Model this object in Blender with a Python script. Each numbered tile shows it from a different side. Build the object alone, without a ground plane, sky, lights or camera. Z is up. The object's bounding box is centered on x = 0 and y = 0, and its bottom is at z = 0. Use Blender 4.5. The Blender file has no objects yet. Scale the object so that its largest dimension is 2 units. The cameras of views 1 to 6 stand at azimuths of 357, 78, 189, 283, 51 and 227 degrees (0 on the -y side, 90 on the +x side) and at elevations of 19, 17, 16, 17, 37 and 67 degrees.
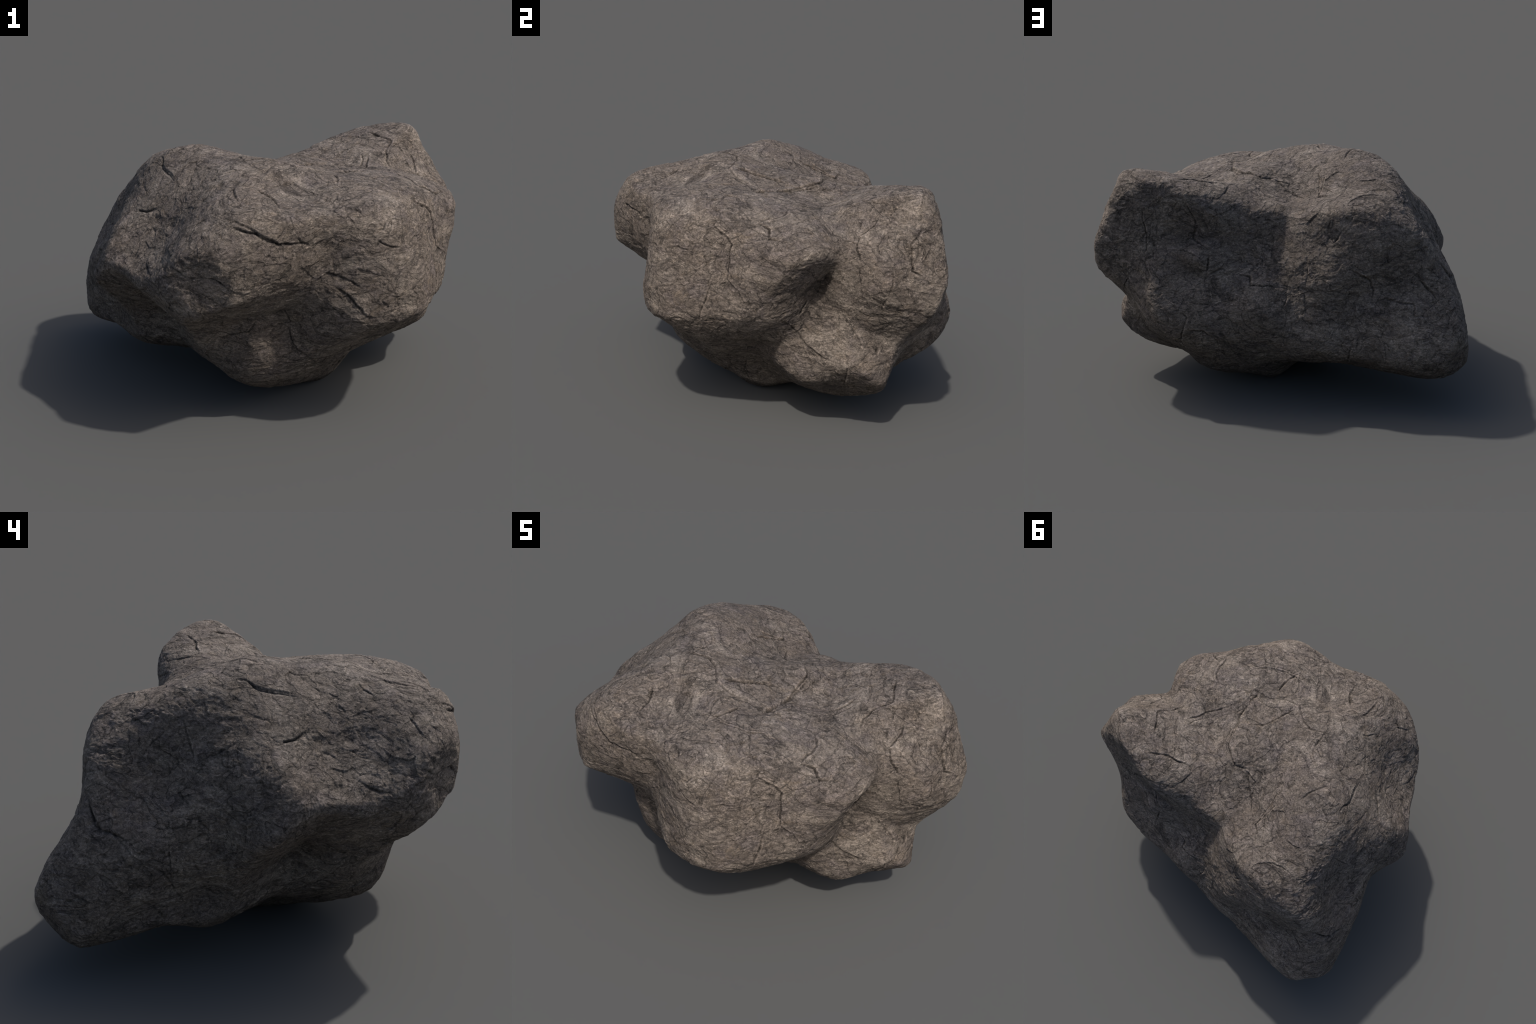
"""A weathered, lumpy brown-grey boulder.

The block is described by the places a mason would mark on it: the high points,
edges, hollows and undercuts of each of its lobes (LANDMARKS, metres).  A smooth
skin is stretched over those marks, remeshed to an even grain, and then worn:
flaked plates, ripples, pits (noise rules) and a set of named cracks (CRACKS).
"""
import bpy
import numpy as np

HEART = np.array((0.08, 0.05, 0.58))      # a point deep inside the stone
GRAIN = 0.0040                            # spacing of the final mesh, metres

LANDMARKS = {
    "crown": [
        (-0.095, 0.351, 1.001), (0.040, 0.399, 1.040), (-0.492, 0.630, 1.014), (-0.286, 0.065, 1.220),
        (-0.088, 0.130, 1.110), (-0.279, 0.627, 1.001), (-0.230, 0.433, 1.035), (-0.081, 0.000, 1.160),
        (-0.096, 0.503, 0.982),
    ],
    "saddle": [
        (0.080, 0.050, 1.138), (0.365, 0.226, 1.040), (0.379, 0.404, 1.107), (0.311, -0.164, 1.106),
        (0.615, -0.136, 1.071), (-0.015, -0.312, 1.183), (0.211, 0.177, 1.129), (0.445, 0.303, 1.082),
        (0.152, -0.106, 1.130), (0.150, -0.301, 1.153),
    ],
    "left_lobe": [
        (-0.203, -0.754, 1.039), (0.028, -0.431, 1.085), (-0.396, -0.447, 1.022), (0.189, -0.651, 0.858),
        (0.080, -0.701, 1.044), (0.186, -0.441, 1.097), (0.264, -0.642, 1.041), (-0.102, -0.690, 1.109),
        (0.018, -0.561, 1.080),
    ],
    "shoulder": [
        (0.591, -0.657, 0.565), (0.443, -0.599, 1.052), (0.704, -0.399, 0.826), (0.779, -0.349, 0.597),
        (0.666, -0.347, 1.030), (0.613, -0.306, 0.439), (0.777, -0.316, 0.774), (0.511, -0.691, 0.650),
        (0.471, -0.688, 0.838),
    ],
    "right_lobe": [
        (0.828, 0.599, 1.092), (0.942, 0.624, 0.851), (0.948, 0.359, 0.922), (0.557, 0.616, 1.162),
        (0.479, 0.632, 0.879), (0.766, 0.436, 1.175), (0.558, 0.235, 1.082), (0.961, 0.553, 0.643),
        (0.745, 0.670, 0.754), (0.964, 0.437, 0.819), (0.600, 0.727, 0.740), (0.732, 0.319, 1.085),
        (0.903, 0.559, 0.977),
    ],
    "cleft": [
        (0.754, 0.050, 0.580), (0.895, -0.114, 0.919), (0.724, 0.092, 0.733), (0.726, 0.194, 0.981),
        (0.880, 0.049, 0.922), (0.978, 0.300, 0.772), (0.823, -0.156, 0.644), (0.792, -0.062, 1.007),
        (0.702, 0.089, 1.027), (0.800, 0.121, 0.826), (0.813, 0.173, 0.595),
    ],
    "nose": [
        (0.909, 0.345, 0.290), (0.720, 0.477, 0.316), (0.857, 0.326, 0.546), (0.759, -0.016, 0.268),
        (0.750, 0.184, 0.217), (0.607, -0.136, 0.396), (0.764, 0.575, 0.495), (0.915, 0.190, 0.425),
        (0.507, -0.069, 0.258), (0.632, 0.246, 0.111), (0.773, 0.028, 0.458), (0.538, 0.487, 0.187),
        (0.665, 0.649, 0.345), (0.792, 0.388, 0.201), (0.568, 0.351, 0.127), (0.876, 0.271, 0.275),
    ],
    "rear_face": [
        (0.080, 0.803, 0.580), (-0.042, 0.577, 0.857), (0.105, 0.607, 0.824), (0.548, 0.802, 0.413),
        (0.361, 0.678, 1.034), (0.198, 0.689, 0.686), (-0.076, 0.706, 0.622), (-0.247, 0.795, 0.316),
        (-0.281, 0.770, 0.650), (0.393, 0.739, 0.797), (0.418, 0.709, 0.690), (0.267, 0.641, 0.839),
        (0.560, 0.791, 0.593), (-0.006, 0.650, 0.210), (0.018, 0.534, 1.003), (-0.339, 0.661, 0.894),
        (0.383, 0.658, 0.843), (-0.010, 0.812, 0.531), (0.546, 0.663, 0.299), (0.033, 0.811, 0.453),
        (-0.113, 0.747, 0.535), (0.246, 0.595, 1.028), (-0.456, 0.718, 0.791), (0.396, 0.790, 0.580),
        (-0.180, 0.795, 0.456),
    ],
    "rear_foot": [
        (-0.955, 0.641, 0.215), (-0.469, 0.695, 0.611), (-0.727, 0.802, 0.369), (-0.832, 0.529, 0.791),
        (-0.615, 0.289, 0.179), (-0.953, 0.504, 0.162), (-0.665, 0.660, 0.617), (-0.426, 0.724, 0.494),
        (-0.453, 0.590, 0.177), (-0.968, 0.424, 0.304), (-0.921, 0.716, 0.458), (-0.456, 0.785, 0.309),
        (-0.775, 0.320, 0.193), (-0.916, 0.529, 0.602), (-0.835, 0.710, 0.173),
    ],
    "west_slope": [
        (-0.859, -0.209, 0.661), (-0.522, -0.290, 0.983), (-0.655, -0.124, 0.967), (-0.742, 0.278, 0.790),
        (-0.516, 0.066, 1.182), (-0.874, 0.209, 0.677), (-0.644, -0.298, 0.861), (-0.767, -0.320, 0.733),
        (-0.817, -0.038, 0.670), (-0.618, 0.276, 1.098), (-0.490, -0.120, 1.109), (-0.819, -0.199, 0.771),
        (-0.741, -0.209, 0.881), (-0.677, 0.174, 1.000), (-0.789, 0.106, 0.820), (-0.543, 0.509, 1.048),
        (-0.665, 0.590, 0.953),
    ],
    "west_hollow": [
        (-0.806, 0.050, 0.580), (-0.440, 0.313, 0.123), (-0.392, 0.039, 0.156), (-0.467, -0.166, 0.447),
        (-0.654, -0.475, 0.689), (-0.568, -0.261, 0.566), (-0.616, -0.065, 0.280), (-0.654, 0.145, 0.164),
        (-0.222, -0.027, 0.127), (-0.750, 0.132, 0.364), (-0.486, -0.478, 0.551), (-0.447, -0.329, 0.372),
        (-0.805, -0.097, 0.526), (-0.568, -0.104, 0.431), (-0.476, -0.052, 0.228), (-0.696, -0.289, 0.651),
        (-0.801, 0.197, 0.237), (-0.729, -0.028, 0.402), (-0.856, 0.142, 0.487), (-0.392, -0.167, 0.221),
        (-0.319, -0.331, 0.238),
    ],
    "front_ledge": [
        (0.080, -0.586, 0.580), (-0.433, -0.713, 0.638), (-0.190, -0.569, 0.540), (-0.228, -0.794, 0.692),
        (-0.029, -0.568, 0.600), (-0.343, -0.752, 0.771), (-0.328, -0.743, 0.632), (-0.427, -0.723, 0.905),
        (-0.166, -0.581, 0.581), (-0.118, -0.575, 0.540), (-0.511, -0.486, 0.877), (-0.446, -0.604, 0.536),
        (-0.254, -0.566, 0.520), (-0.271, -0.795, 0.751), (-0.304, -0.796, 0.847), (-0.520, -0.655, 0.830),
    ],
    "keel": [
        (0.476, -0.153, 0.309), (-0.186, -0.481, 0.195), (0.428, -0.490, 0.421), (0.376, -0.697, 0.532),
        (-0.142, -0.586, 0.474), (-0.018, -0.538, 0.461), (0.501, -0.421, 0.368), (-0.251, -0.527, 0.447),
        (0.120, -0.577, 0.430), (0.285, -0.250, 0.178),
    ],
    "belly": [
        (0.080, 0.050, 0.006), (-0.284, 0.416, 0.129), (-0.124, 0.311, 0.105), (-0.129, 0.484, 0.160),
        (-0.315, 0.159, 0.029), (0.024, 0.445, 0.024), (0.368, 0.157, 0.076), (0.256, -0.107, 0.021),
        (0.422, 0.474, 0.076), (0.175, 0.422, 0.037), (-0.096, -0.035, 0.020),
    ],
}

CRACKS = {
    "shoulder_long_crack": (7, 12, [(0.60, -0.39, 1.06), (0.64, -0.41, 1.02), (0.70, -0.36, 0.97), (0.72, -0.34, 0.95), (0.73, -0.35, 0.86), (0.74, -0.36, 0.79), (0.76, -0.35, 0.77), (0.78, -0.32, 0.74)]),
    "shoulder_lower_crack": (6, 9, [(0.70, -0.44, 0.78), (0.72, -0.44, 0.74), (0.73, -0.46, 0.68), (0.72, -0.48, 0.63), (0.70, -0.48, 0.57)]),
    "shoulder_flake_edge": (6, 9, [(0.55, -0.63, 0.89), (0.60, -0.57, 0.91), (0.64, -0.52, 0.90)]),
    "saddle_step": (9, 12, [(0.59, -0.05, 1.07), (0.65, -0.08, 1.06), (0.69, -0.22, 1.04), (0.73, -0.17, 1.02), (0.79, -0.18, 0.99), (0.81, -0.15, 0.99)]),
    "shoulder_top_arc": (6, 9, [(0.46, -0.47, 1.10), (0.40, -0.47, 1.11), (0.35, -0.49, 1.11)]),
    "lobe_root_crack": (8, 13, [(0.57, 0.46, 1.17), (0.67, 0.35, 1.14), (0.63, 0.27, 1.10), (0.62, 0.22, 1.06), (0.63, 0.20, 1.04)]),
    "lobe_flake_edge": (8, 12, [(0.74, 0.36, 1.12), (0.76, 0.34, 1.08), (0.78, 0.32, 1.04), (0.78, 0.25, 0.98), (0.82, 0.22, 0.95), (0.87, 0.23, 0.90)]),
    "lobe_short_edge": (6, 9, [(0.78, 0.41, 1.15), (0.80, 0.40, 1.11), (0.80, 0.38, 1.09)]),
    "lobe_outer_crack": (7, 12, [(0.88, 0.51, 1.04), (0.90, 0.48, 1.01), (0.92, 0.45, 0.98), (0.95, 0.45, 0.90), (0.96, 0.45, 0.87), (0.96, 0.49, 0.84)]),
    "lobe_lower_crack": (6, 9, [(0.97, 0.35, 0.88), (0.99, 0.35, 0.82), (0.99, 0.33, 0.75), (0.95, 0.32, 0.69), (0.92, 0.33, 0.65)]),
    "nose_upper_edge": (7, 10, [(0.84, 0.21, 0.56), (0.86, 0.24, 0.52), (0.88, 0.25, 0.49), (0.92, 0.22, 0.44)]),
    "nose_ledge": (9, 13, [(0.76, -0.06, 0.55), (0.75, 0.00, 0.48), (0.79, 0.04, 0.44), (0.82, 0.07, 0.42), (0.86, 0.10, 0.41)]),
    "nose_toe_crack": (6, 9, [(0.91, 0.18, 0.39), (0.83, 0.20, 0.27)]),
    "nose_pit": (10, 14, [(0.88, 0.33, 0.47), (0.90, 0.33, 0.44)]),
    "crown_pit_crack": (7, 11, [(-0.19, 0.20, 1.13), (-0.20, 0.27, 1.09), (-0.21, 0.40, 1.03), (-0.27, 0.44, 1.05)]),
    "keel_step": (8, 10, [(0.37, -0.27, 0.25), (0.39, -0.19, 0.23), (0.32, -0.19, 0.15), (0.29, -0.15, 0.07)]),
    "crown_step": (8, 12, [(-0.24, -0.04, 1.21), (-0.16, -0.09, 1.20), (-0.13, -0.23, 1.20), (-0.06, -0.18, 1.20), (0.03, -0.20, 1.19), (0.10, -0.25, 1.17), (0.20, -0.23, 1.14), (0.26, -0.19, 1.12), (0.29, -0.31, 1.13), (0.28, -0.40, 1.12)]),
    "left_lobe_root": (8, 12, [(-0.21, -0.41, 1.15), (-0.17, -0.44, 1.15), (-0.20, -0.52, 1.14), (-0.18, -0.63, 1.12)]),
    "left_lobe_flake": (8, 10, [(-0.10, -0.48, 1.14), (-0.04, -0.52, 1.11), (-0.00, -0.61, 1.09), (0.09, -0.63, 1.07), (0.08, -0.67, 1.06)]),
    "left_lobe_rim": (9, 14, [(-0.22, -0.75, 1.04), (-0.10, -0.78, 1.01), (-0.02, -0.77, 0.96), (0.07, -0.73, 0.95), (0.14, -0.69, 0.93)]),
    "saddle_seam": (6, 9, [(0.28, -0.40, 1.12), (0.37, -0.37, 1.12), (0.45, -0.33, 1.12), (0.50, -0.26, 1.11)]),
    "saddle_valley": (12, 12, [(0.36, -0.18, 1.11), (0.34, -0.07, 1.10), (0.33, 0.01, 1.10), (0.26, 0.17, 1.10)]),
    "back_saddle_crack": (6, 9, [(0.47, 0.16, 1.06), (0.50, 0.22, 1.07), (0.50, 0.27, 1.09)]),
    "crown_back_flake": (8, 8, [(0.10, 0.11, 1.13), (0.01, 0.25, 1.07), (-0.13, 0.36, 1.01), (-0.17, 0.33, 1.04)]),
    "front_west_arc": (8, 11, [(-0.66, -0.14, 0.96), (-0.60, -0.20, 0.97), (-0.54, -0.24, 1.00)]),
    "front_crown_edge": (9, 10, [(-0.51, 0.01, 1.17), (-0.52, -0.04, 1.14), (-0.49, -0.09, 1.12), (-0.45, -0.18, 1.10)]),
    "front_step": (9, 13, [(-0.20, -0.74, 1.06), (-0.14, -0.77, 1.04), (-0.10, -0.78, 1.00), (-0.04, -0.78, 0.97)]),
    "front_cup": (9, 13, [(0.06, -0.74, 0.98), (0.09, -0.72, 0.94), (0.13, -0.70, 0.92), (0.19, -0.67, 0.94)]),
    "front_notch": (7, 10, [(0.32, -0.62, 1.06), (0.36, -0.64, 1.03), (0.41, -0.62, 1.04)]),
    "front_flap": (6, 9, [(0.46, -0.64, 1.00), (0.44, -0.66, 0.97), (0.42, -0.66, 0.97)]),
    "front_short": (6, 9, [(0.41, -0.68, 0.93), (0.47, -0.67, 0.90), (0.51, -0.66, 0.89)]),
    "corner_arc": (7, 9, [(0.59, -0.39, 1.06), (0.63, -0.39, 1.04), (0.64, -0.42, 1.01), (0.72, -0.34, 0.96)]),
    "ledge_seam": (9, 12, [(-0.48, -0.69, 0.86), (-0.41, -0.74, 0.82), (-0.35, -0.77, 0.83), (-0.30, -0.79, 0.83), (-0.24, -0.81, 0.78), (-0.18, -0.81, 0.76), (-0.13, -0.79, 0.76)]),
    "front_fork": (6, 9, [(0.19, -0.65, 0.79), (0.28, -0.68, 0.76), (0.33, -0.70, 0.73)]),
    "flank_long": (9, 12, [(0.23, -0.67, 0.72), (0.28, -0.69, 0.69), (0.32, -0.70, 0.64), (0.36, -0.71, 0.59), (0.41, -0.71, 0.58)]),
    "flank_loop": (6, 9, [(0.48, -0.70, 0.70), (0.43, -0.71, 0.66), (0.46, -0.70, 0.63), (0.51, -0.69, 0.63)]),
    "keel_wave": (6, 9, [(-0.31, -0.57, 0.51), (-0.24, -0.53, 0.47), (-0.16, -0.58, 0.49), (-0.12, -0.57, 0.54)]),
    "keel_hook": (6, 9, [(-0.03, -0.55, 0.51), (0.01, -0.54, 0.51), (0.04, -0.54, 0.52), (0.03, -0.54, 0.55), (0.01, -0.55, 0.58)]),
    "rear_east_a": (6, 9, [(0.67, 0.66, 1.01), (0.67, 0.66, 0.95), (0.65, 0.67, 0.88), (0.65, 0.68, 0.81), (0.66, 0.69, 0.78)]),
    "rear_east_b": (6, 9, [(0.44, 0.66, 1.10), (0.48, 0.67, 1.05), (0.52, 0.66, 1.00), (0.53, 0.65, 0.97)]),
    "rear_step": (9, 12, [(0.44, 0.68, 1.05), (0.39, 0.66, 0.96), (0.41, 0.64, 0.86), (0.36, 0.68, 0.84), (0.32, 0.69, 0.82), (0.31, 0.72, 0.78), (0.33, 0.73, 0.69)]),
    "rear_shelf": (9, 12, [(0.32, 0.73, 0.69), (0.26, 0.70, 0.72), (0.18, 0.69, 0.69), (0.11, 0.70, 0.68), (0.10, 0.74, 0.65), (-0.05, 0.71, 0.63)]),
    "rear_edge_crack": (6, 9, [(0.77, 0.67, 0.78), (0.75, 0.67, 0.75), (0.76, 0.67, 0.63), (0.77, 0.67, 0.64), (0.81, 0.59, 0.55)]),
    "rear_low_crack": (6, 9, [(0.49, 0.81, 0.55), (0.44, 0.82, 0.51), (0.42, 0.82, 0.49), (0.44, 0.82, 0.43), (0.47, 0.76, 0.34), (0.47, 0.64, 0.24)]),
    "rear_low_step": (9, 11, [(0.41, 0.82, 0.42), (0.34, 0.81, 0.42), (0.27, 0.79, 0.36), (0.27, 0.75, 0.29), (0.24, 0.72, 0.25), (0.16, 0.73, 0.26)]),
    "rear_west_step": (9, 12, [(-0.43, 0.72, 0.78), (-0.42, 0.73, 0.74), (-0.50, 0.69, 0.68), (-0.52, 0.68, 0.63), (-0.51, 0.70, 0.56), (-0.58, 0.69, 0.58), (-0.63, 0.69, 0.57), (-0.68, 0.70, 0.56), (-0.72, 0.69, 0.56), (-0.73, 0.73, 0.51), (-0.81, 0.72, 0.51)]),
    "rear_fin": (9, 13, [(-0.74, 0.63, 0.70), (-0.75, 0.63, 0.66), (-0.81, 0.64, 0.61), (-0.84, 0.66, 0.57)]),
    "rear_wedge_crack": (6, 9, [(-0.18, 0.67, 0.80), (-0.19, 0.73, 0.68), (-0.19, 0.72, 0.70), (-0.18, 0.73, 0.65)]),
    "rear_mid_crack": (6, 9, [(-0.09, 0.70, 0.63), (-0.08, 0.73, 0.57), (-0.07, 0.76, 0.55)]),
    "rear_rib": (8, 10, [(-0.41, 0.65, 0.99), (-0.36, 0.66, 0.92), (-0.32, 0.67, 0.86)]),
    "rear_foot_crack": (6, 9, [(-0.37, 0.78, 0.42), (-0.41, 0.78, 0.39), (-0.43, 0.79, 0.36), (-0.41, 0.79, 0.33), (-0.39, 0.71, 0.23)]),
    "rear_foot_flake": (6, 9, [(-0.52, 0.79, 0.34), (-0.56, 0.79, 0.34), (-0.58, 0.79, 0.30)]),
    "west_chimney": (8, 7.2, [(-0.67, 0.22, 1.02), (-0.69, 0.20, 0.97), (-0.71, 0.17, 0.92), (-0.73, 0.16, 0.88), (-0.76, 0.12, 0.87)]),
    "west_cross": (6, 5.4, [(-0.73, 0.15, 0.89), (-0.73, 0.08, 0.93), (-0.71, 0.03, 0.95), (-0.69, -0.00, 0.97)]),
    "west_bowl": (6, 5.4, [(-0.68, 0.28, 0.99), (-0.70, 0.33, 0.95), (-0.72, 0.36, 0.91), (-0.75, 0.38, 0.86), (-0.77, 0.40, 0.84)]),
    "west_cup": (8, 6.6, [(-0.74, 0.05, 0.92), (-0.76, 0.04, 0.89), (-0.76, 0.01, 0.89), (-0.74, -0.04, 0.91)]),
    "west_flap": (8, 6.6, [(-0.71, 0.60, 0.90), (-0.75, 0.54, 0.90), (-0.75, 0.50, 0.91)]),
    "west_edge": (6, 5.4, [(-0.66, 0.44, 1.01), (-0.65, 0.39, 1.03), (-0.63, 0.35, 1.06)]),
    "lobe_back_band": (6, 5.4, [(0.29, 0.61, 1.06), (0.26, 0.53, 1.08), (0.26, 0.42, 1.10), (0.20, 0.32, 1.09)]),
    "lobe_back_arc": (6, 5.4, [(0.49, 0.56, 1.16), (0.42, 0.50, 1.14), (0.33, 0.46, 1.11)]),
    "slope_arc": (6, 5.4, [(-0.53, -0.26, 1.00), (-0.60, -0.21, 0.97), (-0.65, -0.14, 0.96), (-0.68, -0.09, 0.96)]),
    "slope_diagonal": (9, 7.2, [(-0.57, -0.30, 0.92), (-0.55, -0.33, 0.91), (-0.56, -0.39, 0.87), (-0.59, -0.44, 0.84), (-0.60, -0.49, 0.81), (-0.58, -0.58, 0.78)]),
    "slope_east": (6, 5.4, [(-0.36, -0.62, 1.03), (-0.39, -0.65, 1.00), (-0.40, -0.69, 0.97)]),
    "slope_top_notch": (6, 5.4, [(-0.27, -0.39, 1.14), (-0.30, -0.43, 1.11), (-0.31, -0.46, 1.10)]),
    "slope_rim": (6, 5.4, [(-0.25, -0.39, 1.14), (-0.19, -0.42, 1.15), (-0.19, -0.49, 1.14), (-0.22, -0.57, 1.12), (-0.20, -0.63, 1.11)]),
    "ridge_seam": (8, 6.0, [(-0.55, 0.09, 1.17), (-0.51, 0.02, 1.17), (-0.51, -0.04, 1.14), (-0.47, -0.12, 1.12), (-0.45, -0.18, 1.11)]),
    "foot_long_step": (10, 7.2, [(-0.86, 0.53, 0.72), (-0.88, 0.52, 0.68), (-0.91, 0.47, 0.64), (-0.91, 0.43, 0.64), (-0.93, 0.37, 0.59), (-0.94, 0.34, 0.56), (-0.92, 0.27, 0.52), (-0.90, 0.23, 0.49), (-0.83, 0.20, 0.40)]),
    "foot_mid_step": (9, 6.6, [(-0.75, 0.21, 0.80), (-0.78, 0.21, 0.78), (-0.82, 0.15, 0.74), (-0.83, 0.12, 0.71), (-0.83, 0.10, 0.68), (-0.80, 0.04, 0.62)]),
    "foot_crack": (6, 5.4, [(-0.90, 0.21, 0.60), (-0.90, 0.20, 0.54), (-0.90, 0.20, 0.52), (-0.85, 0.21, 0.42), (-0.79, 0.18, 0.32)]),
    "foot_gouge": (12, 8.4, [(-0.92, 0.32, 0.38), (-0.87, 0.28, 0.33), (-0.84, 0.25, 0.28)]),
    "hollow_step": (11, 7.2, [(-0.86, 0.13, 0.54), (-0.83, 0.11, 0.48), (-0.75, 0.11, 0.39), (-0.72, 0.03, 0.33)]),
    "top_seam_a": (6, 9, [(0.53, 0.24, 1.08), (0.50, 0.13, 1.06), (0.44, 0.04, 1.08)]),
    "top_seam_b": (8, 10, [(0.49, -0.26, 1.11), (0.42, -0.33, 1.12), (0.34, -0.37, 1.13), (0.28, -0.39, 1.12), (0.28, -0.27, 1.13), (0.28, -0.20, 1.12)]),
    "top_valley": (9, 11, [(0.35, -0.17, 1.11), (0.35, -0.10, 1.10), (0.33, -0.00, 1.10), (0.28, 0.09, 1.10), (0.23, 0.20, 1.11), (0.12, 0.25, 1.10), (0.07, 0.23, 1.09), (-0.01, 0.13, 1.10)]),
    "top_arc_a": (6, 9, [(0.50, 0.57, 1.16), (0.43, 0.50, 1.14), (0.33, 0.46, 1.11), (0.27, 0.44, 1.10)]),
    "top_arc_b": (6, 9, [(0.47, 0.35, 1.11), (0.35, 0.34, 1.08)]),
    "top_wave": (6, 9, [(0.05, 0.23, 1.09), (-0.03, 0.23, 1.06), (-0.07, 0.30, 1.02)]),
    "top_front_seam": (6, 9, [(-0.31, 0.19, 1.18), (-0.33, 0.11, 1.22), (-0.37, 0.01, 1.22)]),
    "crown_drop": (7, 10, [(-0.23, 0.26, 1.12), (-0.21, 0.40, 1.03), (-0.26, 0.44, 1.05)]),
    "rear_arc": (6, 9, [(-0.38, 0.57, 1.05), (-0.45, 0.50, 1.07), (-0.53, 0.47, 1.06), (-0.58, 0.47, 1.05)]),
    "rear_hook": (6, 9, [(-0.40, 0.36, 1.11), (-0.46, 0.36, 1.12), (-0.51, 0.34, 1.12)]),
    "west_low_wave": (8, 10, [(-0.85, 0.55, 0.74), (-0.90, 0.50, 0.65), (-0.91, 0.44, 0.64), (-0.92, 0.36, 0.61)]),
    "cleft_core": (20, 30, [(0.78, 0.04, 0.78), (0.75, 0.09, 0.77), (0.79, 0.11, 0.81)]),
    "cleft_slit": (7, 12, [(0.75, 0.01, 0.67), (0.76, -0.00, 0.64), (0.76, -0.02, 0.61)]),
    "lobe_base": (12, 14, [(0.10, -0.22, 1.17), (0.18, -0.03, 1.12), (0.23, 0.01, 1.11), (0.27, -0.04, 1.10)]),
}


# ---------------------------------------------------------------- the skin
def unit(v):
    return v / np.linalg.norm(v, axis=1, keepdims=True)


def spread(d):
    """Multiquadric: nearly straight between marks, rounded at them."""
    return np.sqrt(d * d + 0.01)


class Skin:
    """Distance of the surface from HEART for any direction."""

    def __init__(self, marks):
        reach = np.linalg.norm(marks - HEART, axis=1)
        self.dirs = unit(marks - HEART)
        n = len(marks)
        m = np.zeros((n + 4, n + 4))
        m[:n, :n] = spread(np.linalg.norm(self.dirs[:, None] - self.dirs[None], axis=2))
        m[:n, n] = m[n, :n] = 1
        m[:n, n + 1:] = self.dirs
        m[n + 1:, :n] = self.dirs.T
        self.w = np.linalg.solve(m, np.concatenate([reach, np.zeros(4)]))

    def reach(self, u):
        n = len(self.dirs)
        out = np.full(len(u), self.w[n])
        for k in range(3):
            out += u[:, k] * self.w[n + 1 + k]
        for d, w in zip(self.dirs, self.w[:n]):
            dot = u[:, 0] * d[0] + u[:, 1] * d[1] + u[:, 2] * d[2]
            out += w * np.sqrt(np.maximum(2 - 2 * dot, 0) + 0.01)
        return out

    def place(self, p):
        u = unit(p - HEART)
        return HEART + u * self.reach(u)[:, None]


def cleave(co, tri, rounds=42, moves=15, spread_angle=0.18):
    """Rock breaks along planes: even out the facing of neighbouring facets unless
    they meet at a real edge, then move the corners to suit."""
    n, m = len(co), len(tri)
    edges = np.sort(np.vstack([tri[:, [0, 1]], tri[:, [1, 2]], tri[:, [2, 0]]]), 1)
    pairs = np.tile(np.arange(m), 3)[np.argsort(edges[:, 0] * n + edges[:, 1], kind="stable")].reshape(-1, 2)
    a, b = np.concatenate([pairs, pairs[:, ::-1]]).T
    beside = b[np.argsort(a, kind="stable")].reshape(m, 3)
    face = np.cross(co[tri[:, 1]] - co[tri[:, 0]], co[tri[:, 2]] - co[tri[:, 0]])
    area = np.linalg.norm(face, axis=1)
    face /= area[:, None]
    for _ in range(rounds):
        bend = ((face[beside] - face[:, None])**2).sum(2)
        w = np.exp(-bend / (spread_angle**2)) * area[beside]
        face = unit(face * area[:, None] + (face[beside] * w[:, :, None]).sum(1))
    for _ in range(moves):
        mid = co[tri].mean(1)
        push, total = np.zeros_like(co), np.zeros(n)
        for k in range(3):
            off = ((mid - co[tri[:, k]]) * face).sum(1) * area
            np.add.at(push, tri[:, k], face * off[:, None])
            np.add.at(total, tri[:, k], area)
        co = co + push / total[:, None]
    return co


# ---------------------------------------------------------------- noise
def mix_bits(*ints, seed=0):
    h = np.full(ints[0].shape, (seed * 2654435761 + 97) % 2**32, dtype=np.uint32)
    for i, k in zip(ints, (73856093, 19349663, 83492791)):
        h ^= i.astype(np.int64).astype(np.uint32) * np.uint32(k)
        h ^= h >> np.uint32(15)
        h *= np.uint32(2246822519)
    h ^= h >> np.uint32(13)
    h *= np.uint32(3266489917)
    return h ^ (h >> np.uint32(16))


def rand01(h, turn):
    h = h * np.uint32(747796405) + np.uint32(2891336453 + turn * 12345)
    h ^= h >> np.uint32(14)
    h *= np.uint32(277803737)
    h ^= h >> np.uint32(15)
    return (h >> np.uint32(8)).astype(np.float32) / np.float32(2**24)


def noise(p, seed=0):
    """Gradient noise, about -1..1."""
    c = np.floor(p)
    f = (p - c).astype(np.float32)
    c = c.astype(np.int64)
    s = f * f * f * (f * (f * 6 - 15) + 10)
    out = np.zeros(len(p), np.float32)
    for i in (0, 1):
        for j in (0, 1):
            for k in (0, 1):
                h = mix_bits(c[:, 0] + i, c[:, 1] + j, c[:, 2] + k, seed=seed)
                g = [rand01(h, t) * 2 - 1 for t in range(3)]
                dot = g[0] * (f[:, 0] - i) + g[1] * (f[:, 1] - j) + g[2] * (f[:, 2] - k)
                w = (s[:, 0] if i else 1 - s[:, 0]) * (s[:, 1] if j else 1 - s[:, 1]) * (s[:, 2] if k else 1 - s[:, 2])
                out += w * dot
    return out * 1.4


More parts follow.
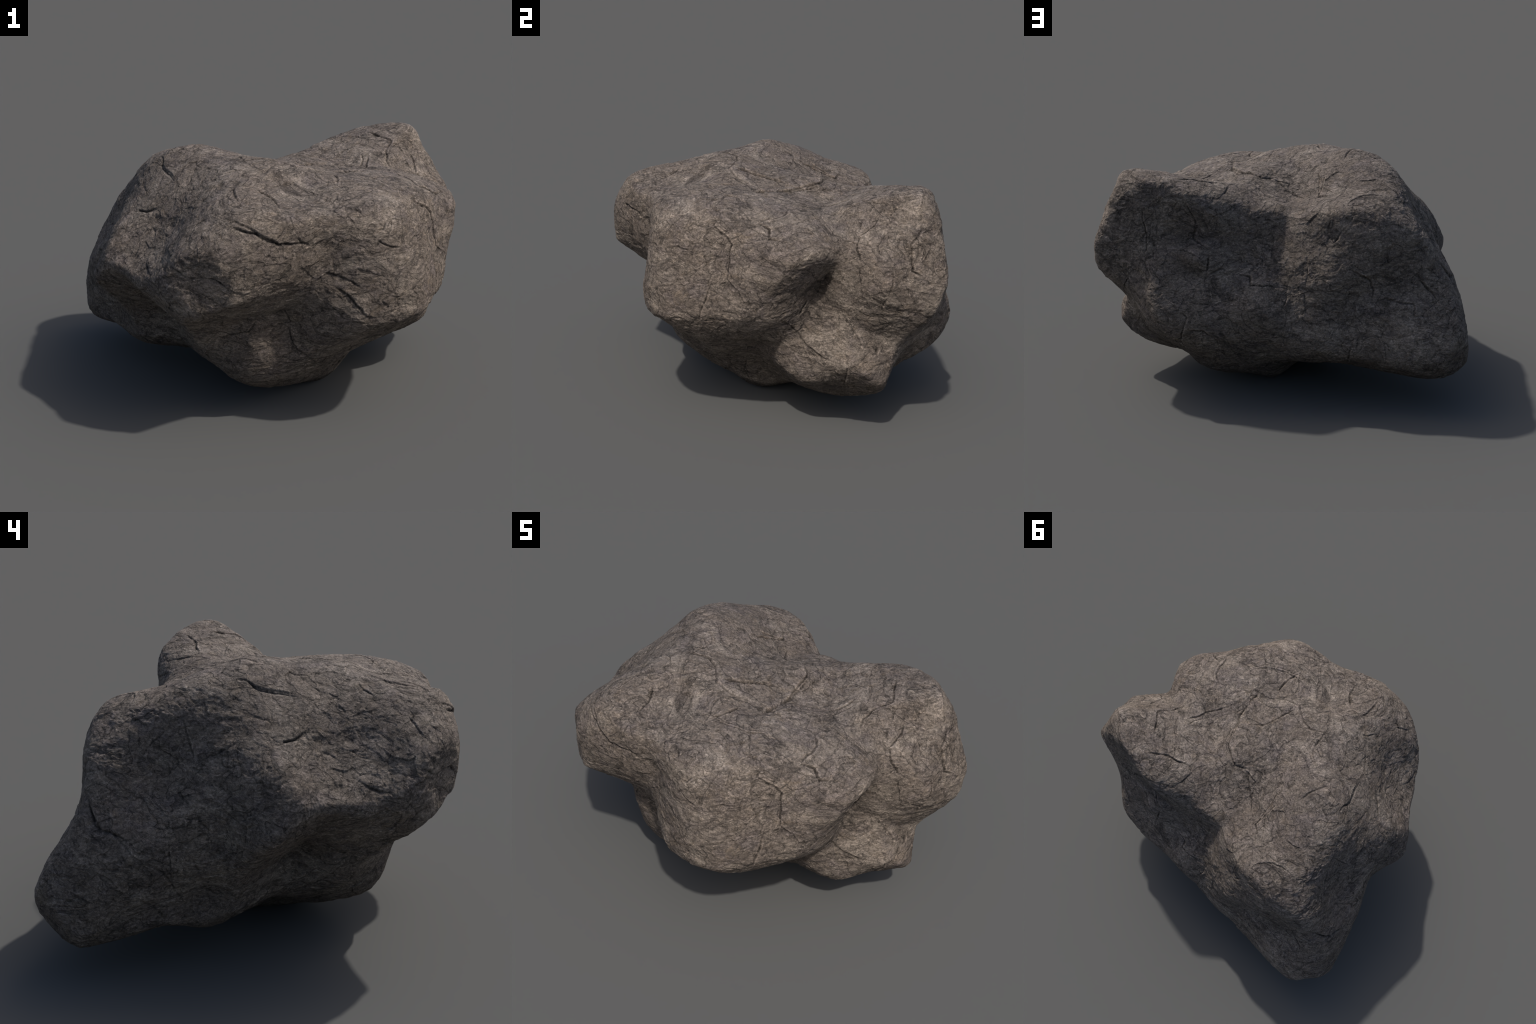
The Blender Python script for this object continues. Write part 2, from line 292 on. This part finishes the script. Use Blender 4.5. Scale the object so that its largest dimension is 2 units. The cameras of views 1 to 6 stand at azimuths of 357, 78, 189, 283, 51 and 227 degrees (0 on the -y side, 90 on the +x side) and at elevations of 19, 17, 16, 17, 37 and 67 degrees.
def fractal(p, octaves, seed=0, gain=0.5, ridged=False):
    out, amp = np.zeros(len(p), np.float32), 1.0
    for o in range(octaves):
        n = noise(p * 2.03**o, seed + o)
        out += amp * ((0.5 - np.abs(n)) * 1.6 if ridged else n)
        amp *= gain
    return out


def plates(p, seed=0):
    """Broken flakes: every cell has its own level and its own tilt.
    Returns the height (about -1..1) and the distance to the nearest joint."""
    c = np.floor(p)
    base = c.astype(np.int64)
    near = np.full(len(p), 9.0, np.float32)
    second = near.copy()
    height = np.zeros(len(p), np.float32)
    for i in (-1, 0, 1):
        for j in (-1, 0, 1):
            for k in (-1, 0, 1):
                h = mix_bits(base[:, 0] + i, base[:, 1] + j, base[:, 2] + k, seed=seed)
                q = [(p[:, a] - c[:, a] - o - rand01(h, a)).astype(np.float32) for a, o in enumerate((i, j, k))]
                d = np.sqrt(q[0]**2 + q[1]**2 + q[2]**2)
                lvl = (rand01(h, 3) - 0.5) + sum((rand01(h, 4 + a) - 0.5) * 2.2 * q[a] for a in range(3))
                closer = d < near
                second = np.where(closer, near, np.minimum(second, d))
                height = np.where(closer, lvl, height)
                near = np.where(closer, d, near)
    return height, second - near


# ---------------------------------------------------------------- wear
def grooves(p, nrm):
    """Cracks: a narrow cut, with the stone on one side standing a little proud."""
    out = np.zeros(len(p), np.float32)
    wob = np.stack([noise(p * 18, 300 + k) for k in range(3)], 1) * 0.005
    wob += np.stack([noise(p * 70, 310 + k) for k in range(3)], 1) * 0.0025
    for width, depth, path in CRACKS.values():
        width, depth = width * 0.0006, depth * 0.0009
        path = np.array(path)
        lo, hi = path.min(0) - 0.09, path.max(0) + 0.09
        idx = np.where(((p > lo) & (p < hi)).all(1))[0]
        if not len(idx):
            continue
        # follow the skin: walk along the path in short steps, each put on the stone
        steps = [np.linspace(a, b, max(2, int(np.linalg.norm(b - a) / 0.02)), endpoint=False) for a, b in zip(path[:-1], path[1:])]
        path = np.vstack(steps + [path[-1:]])
        path = np.array([p[idx[np.argmin(((p[idx] - s)**2).sum(1))]] for s in path])
        q, n = (p + wob)[idx], nrm[idx]
        best = np.full(len(idx), 9.0)
        side = np.zeros(len(idx))
        taper = np.zeros(len(idx))
        for s in range(len(path) - 1):
            a, t = path[s], path[s + 1] - path[s]
            f = np.clip(((q - a) @ t) / max(t @ t, 1e-9), 0, 1)
            away = q - a - f[:, None] * t
            d = np.linalg.norm(away, axis=1)
            sd = (away * np.cross(n, t / (np.linalg.norm(t) + 1e-9))).sum(1)
            run = (s + f) / (len(path) - 1)
            m = d < best
            best, side, taper = np.where(m, d, best), np.where(m, sd, side), np.where(m, run, taper)
        fade = np.clip(np.minimum(taper, 1 - taper) * 6 + 0.35, 0, 1)
        cut = -0.65 * depth * np.exp(-(best / width)**2)
        lip = 0.34 * depth * np.exp(-best / 0.030) * np.tanh(side / (width * 0.5))
        fade *= np.clip(0.75 + 1.1 * noise(q * 11, 330), 0.15, 1.2)
        out[idx] += (fade * (cut + lip)).astype(np.float32)
    return out


def scarps(p, size, octaves, seed, steps):
    """Layered chipping: a noise field cut into levels with steep little cliffs."""
    f = fractal(p * np.array(size), octaves, seed, 0.55) * steps
    level = np.floor(f)
    part = f - level
    return (level + np.clip((part - 0.72) / 0.28, 0, 1)**1.5 * 0.85 + part * 0.15) / steps


def wear(p, nrm):
    """How far the weather moved each point in or out, metres."""
    warp = np.stack([fractal(p * 7 + 11 * k, 3, 40 + k) for k in range(3)], 1)
    bent = p + warp * 0.030
    big, _ = plates(bent * (7, 7, 9), 1)
    small, _ = plates((bent + warp * 0.012) * (21, 21, 30), 2)
    rough = np.clip(0.70 + 1.1 * fractal(p * 3.6, 3, 70), 0.2, 1.6)
    h = 0.0022 * big + 0.0012 * small
    h += 0.0065 * scarps(bent, (4.5, 4.5, 7), 6, 140, 3.5)
    h += 0.0020 * rough * scarps(bent, (15, 15, 29), 5, 150, 3)
    h += 0.0009 * rough * fractal(bent * (34, 34, 70), 3, 80, 0.65)
    h -= 0.0022 * np.clip(noise(p * 30, 120) - 0.35, 0, 1) * 2
    return h - h.mean() + grooves(p, nrm)


# ---------------------------------------------------------------- meshes
def mesh_arrays(me):
    n = len(me.vertices)
    co = np.empty(n * 3, np.float32)
    no = np.empty(n * 3, np.float32)
    me.vertices.foreach_get("co", co)
    me.vertex_normals.foreach_get("vector", no)
    return co.reshape(-1, 3).astype(np.float64), no.reshape(-1, 3).astype(np.float64)


def build_boulder():
    skin = Skin(np.array([m for group in LANDMARKS.values() for m in group]))

    import bmesh
    bm = bmesh.new()
    bmesh.ops.create_icosphere(bm, subdivisions=6, radius=1.0)
    me = bpy.data.meshes.new("boulder_blank")
    bm.to_mesh(me)
    bm.free()
    co, _ = mesh_arrays(me)
    tri = np.array([p.vertices[:] for p in me.polygons])
    co = cleave(skin.place(HEART + co), tri)
    me.vertices.foreach_set("co", co.ravel().astype(np.float32))
    blank = bpy.data.objects.new("boulder_blank", me)
    bpy.context.collection.objects.link(blank)
    fine = blank.modifiers.new("fine", "SUBSURF")
    fine.levels = fine.render_levels = 2
    even = blank.modifiers.new("even_grain", "REMESH")
    even.mode = "VOXEL"
    even.voxel_size = GRAIN
    soft = blank.modifiers.new("soften", "SMOOTH")
    soft.iterations = 3
    graph = bpy.context.evaluated_depsgraph_get()
    stone = bpy.data.meshes.new_from_object(blank.evaluated_get(graph))
    bpy.data.objects.remove(blank)
    bpy.data.meshes.remove(me)
    stone.name = "boulder"

    co, no = mesh_arrays(stone)
    co = co + no * wear(co, no)[:, None]
    co[:, 2] = np.maximum(co[:, 2], 0)
    stone.vertices.foreach_set("co", co.ravel().astype(np.float32))
    stone.polygons.foreach_set("use_smooth", np.ones(len(stone.polygons), bool))
    stone.update()
    rock = bpy.data.objects.new("boulder", stone)
    bpy.context.collection.objects.link(rock)
    rock["label"] = "rough brown-grey boulder with rounded lobes and cracks"
    rock["category"] = "rock"
    return rock


# ---------------------------------------------------------------- material
def stone_material():
    mat = bpy.data.materials.new("weathered_stone")
    mat.use_nodes = True
    t = mat.node_tree
    bsdf = t.nodes["Principled BSDF"]
    link = t.links.new

    def node(kind, **values):
        n = t.nodes.new(kind)
        for k, v in values.items():
            if k in n.inputs:
                n.inputs[k].default_value = v
            else:
                setattr(n, k, v)
        return n

    coord = node("ShaderNodeTexCoord")
    stretch = node("ShaderNodeMapping")
    stretch.inputs["Scale"].default_value = (1, 1, 1.5)
    link(coord.outputs["Object"], stretch.inputs["Vector"])
    vec = stretch.outputs["Vector"]

    def noise_tex(scale, detail=4.0, rough=0.6, distortion=0.0):
        n = node("ShaderNodeTexNoise", Scale=scale, Detail=detail, Roughness=rough, Distortion=distortion)
        link(vec, n.inputs["Vector"])
        return n.outputs["Fac"]

    def ramp(fac, *stops):
        r = node("ShaderNodeValToRGB")
        el = r.color_ramp.elements
        while len(el) < len(stops):
            el.new(0.5)
        for e, (pos, col) in zip(el, stops):
            e.position = pos
            e.color = (*col, 1) if len(col) == 3 else (col[0],) * 3 + (1,)
        link(fac, r.inputs["Fac"])
        return r.outputs["Color"]

    def mixed(a, b, fac, mode="MIX"):
        m = node("ShaderNodeMix", data_type="RGBA", blend_type=mode)
        for sock, v in ((m.inputs[6], a), (m.inputs[7], b)):
            if isinstance(v, tuple):
                sock.default_value = (*v, 1)
            else:
                link(v, sock)
        if isinstance(fac, float):
            m.inputs[0].default_value = fac
        else:
            link(fac, m.inputs[0])
        return m.outputs[2]

    # broad tints: warm grey, mauve grey, tan and ochre stain
    body = ramp(noise_tex(4.2, 6, 0.62, 0.8), (0.34, (0.092, 0.077, 0.066)), (0.50, (0.136, 0.116, 0.100)), (0.64, (0.182, 0.158, 0.136)))
    mauve = ramp(noise_tex(6.5, 4, 0.6, 1.2), (0.48, (0,)), (0.66, (0.75,)))
    body = mixed(body, (0.104, 0.089, 0.084), mauve)
    ochre = ramp(noise_tex(13, 6, 0.7, 0.8), (0.54, (0,)), (0.72, (0.55,)))
    body = mixed(body, (0.138, 0.108, 0.078), ochre)
    # weather bleaches the tops to grey; flanks keep their tan
    geo = node("ShaderNodeNewGeometry")
    facing = node("ShaderNodeSeparateXYZ")
    link(geo.outputs["Normal"], facing.inputs[0])
    aged = node("ShaderNodeMath", operation="ADD")
    link(facing.outputs["Z"], aged.inputs[0])
    link(noise_tex(5.0, 5, 0.65, 0.7), aged.inputs[1])
    top = ramp(aged.outputs[0], (0.55, (1.08, 1.03, 0.975)), (0.95, (1.08, 1.03, 0.975)), (1.0, (1.02, 1.005, 1.005)))
    top.node.color_ramp.elements[1].position = 0.62
    half = node("ShaderNodeMath", operation="MULTIPLY")
    half.inputs[1].default_value = 0.62
    link(aged.outputs[0], half.inputs[0])
    link(half.outputs[0], top.node.inputs["Fac"])
    body = mixed(body, top, 1.0, "MULTIPLY")
    # chips: patches a few centimetres across, then strokes and speckle of mineral
    chips = ramp(noise_tex(17, 8, 0.68, 2.2), (0.35, (0.55,)), (0.46, (0.95,)), (0.55, (1.08,)), (0.66, (1.55,)))
    body = mixed(body, chips, 0.85, "MULTIPLY")
    streak = ramp(noise_tex(48, 6, 0.72, 2.4), (0.34, (0.55,)), (0.5, (0.98,)), (0.66, (1.50,)))
    body = mixed(body, streak, 0.85, "MULTIPLY")
    speck = ramp(noise_tex(150, 4, 0.75, 0.8), (0.32, (0.62,)), (0.50, (1.0,)), (0.68, (1.40,)))
    body = mixed(body, speck, 0.8, "MULTIPLY")
    # flake edges: shading below each chip's rim painted into the colour, three sizes
    rims = []
    for scale, twist, depth_of_tone in ((4.2, 0.9, 0.46), (8.5, 1.0, 0.52), (16.0, 1.0, 0.72)):
        chip = noise_tex(scale, 2.6, 0.55, twist)
        painted_rim_shade = ramp(chip, (0.480, (1.08,)), (0.4865, (depth_of_tone,)), (0.505, (0.84,)), (0.55, (1.0,)))
        body = mixed(body, painted_rim_shade, 0.9, "MULTIPLY")
        rims.append((ramp(chip, (0.480, (1.0,)), (0.487, (0.0,)), (0.56, (0.6,))), 0.055 / scale))
    # dirt lodged in hairline joints
    wander = node("ShaderNodeTexNoise", Scale=9.0, Detail=5.0, Roughness=0.7)
    link(vec, wander.inputs["Vector"])
    moved = node("ShaderNodeMix", data_type="VECTOR")
    moved.inputs[0].default_value = 0.16
    link(vec, moved.inputs[4])
    link(wander.outputs["Color"], moved.inputs[5])
    joints = node("ShaderNodeTexVoronoi", feature="DISTANCE_TO_EDGE", Scale=7.0)
    link(moved.outputs[1], joints.inputs["Vector"])
    hair = ramp(joints.outputs["Distance"], (0.0, (1,)), (0.022, (0.6,)), (0.06, (0,)))
    some = ramp(noise_tex(5.5, 3, 0.6), (0.50, (0,)), (0.58, (0.6,)))
    dirt = node("ShaderNodeMath", operation="MULTIPLY")
    link(hair, dirt.inputs[0])
    link(some, dirt.inputs[1])
    body = mixed(body, (0.026, 0.022, 0.020), dirt.outputs[0])
    # occlusion contrast baked in by curvature: edges lightened, creases darkened
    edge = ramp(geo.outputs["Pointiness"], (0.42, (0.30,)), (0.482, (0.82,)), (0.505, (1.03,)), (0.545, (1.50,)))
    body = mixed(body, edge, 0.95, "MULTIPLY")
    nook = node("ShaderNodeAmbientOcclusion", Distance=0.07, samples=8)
    baked_nook_shade = ramp(nook.outputs["AO"], (0.40, (0.45,)), (0.76, (0.92,)), (0.95, (1.12,)))  # base colour darkened at the foot of flakes for contact shade
    body = mixed(body, baked_nook_shade, 0.9, "MULTIPLY")
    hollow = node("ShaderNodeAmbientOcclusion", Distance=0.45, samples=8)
    baked_hollow_shade = ramp(hollow.outputs["AO"], (0.45, (0.66,)), (0.80, (0.95,)), (0.95, (1.10,)))  # broad ambient shade of the valleys multiplied into the albedo
    body = mixed(body, baked_hollow_shade, 0.8, "MULTIPLY")
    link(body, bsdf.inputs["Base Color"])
    bsdf.inputs["Roughness"].default_value = 0.85
    bsdf.inputs["Specular IOR Level"].default_value = 0.25

    # grain finer than the mesh, drawn out along the bedding
    layered = node("ShaderNodeMapping")
    layered.inputs["Scale"].default_value = (1, 1, 2.3)
    link(coord.outputs["Object"], layered.inputs["Vector"])
    normal = None
    for height, distance in rims:
        bump = node("ShaderNodeBump", Strength=0.65, Distance=distance)
        link(height, bump.inputs["Height"])
        if normal:
            link(normal, bump.inputs["Normal"])
        normal = bump.outputs["Normal"]
    for scale, distance, strength, twist in ((34, 0.012, 0.55, 0.9), (90, 0.0062, 0.65, 1.2), (260, 0.0022, 0.7, 0.5)):
        tex = node("ShaderNodeTexNoise", Scale=float(scale), Detail=5.0, Roughness=0.68, Distortion=twist)
        link(layered.outputs["Vector"], tex.inputs["Vector"])
        bump = node("ShaderNodeBump", Strength=strength, Distance=distance)
        link(tex.outputs["Fac"], bump.inputs["Height"])
        if normal:
            link(normal, bump.inputs["Normal"])
        normal = bump.outputs["Normal"]
    link(normal, bsdf.inputs["Normal"])
    return mat


boulder = build_boulder()
boulder.data.materials.append(stone_material())
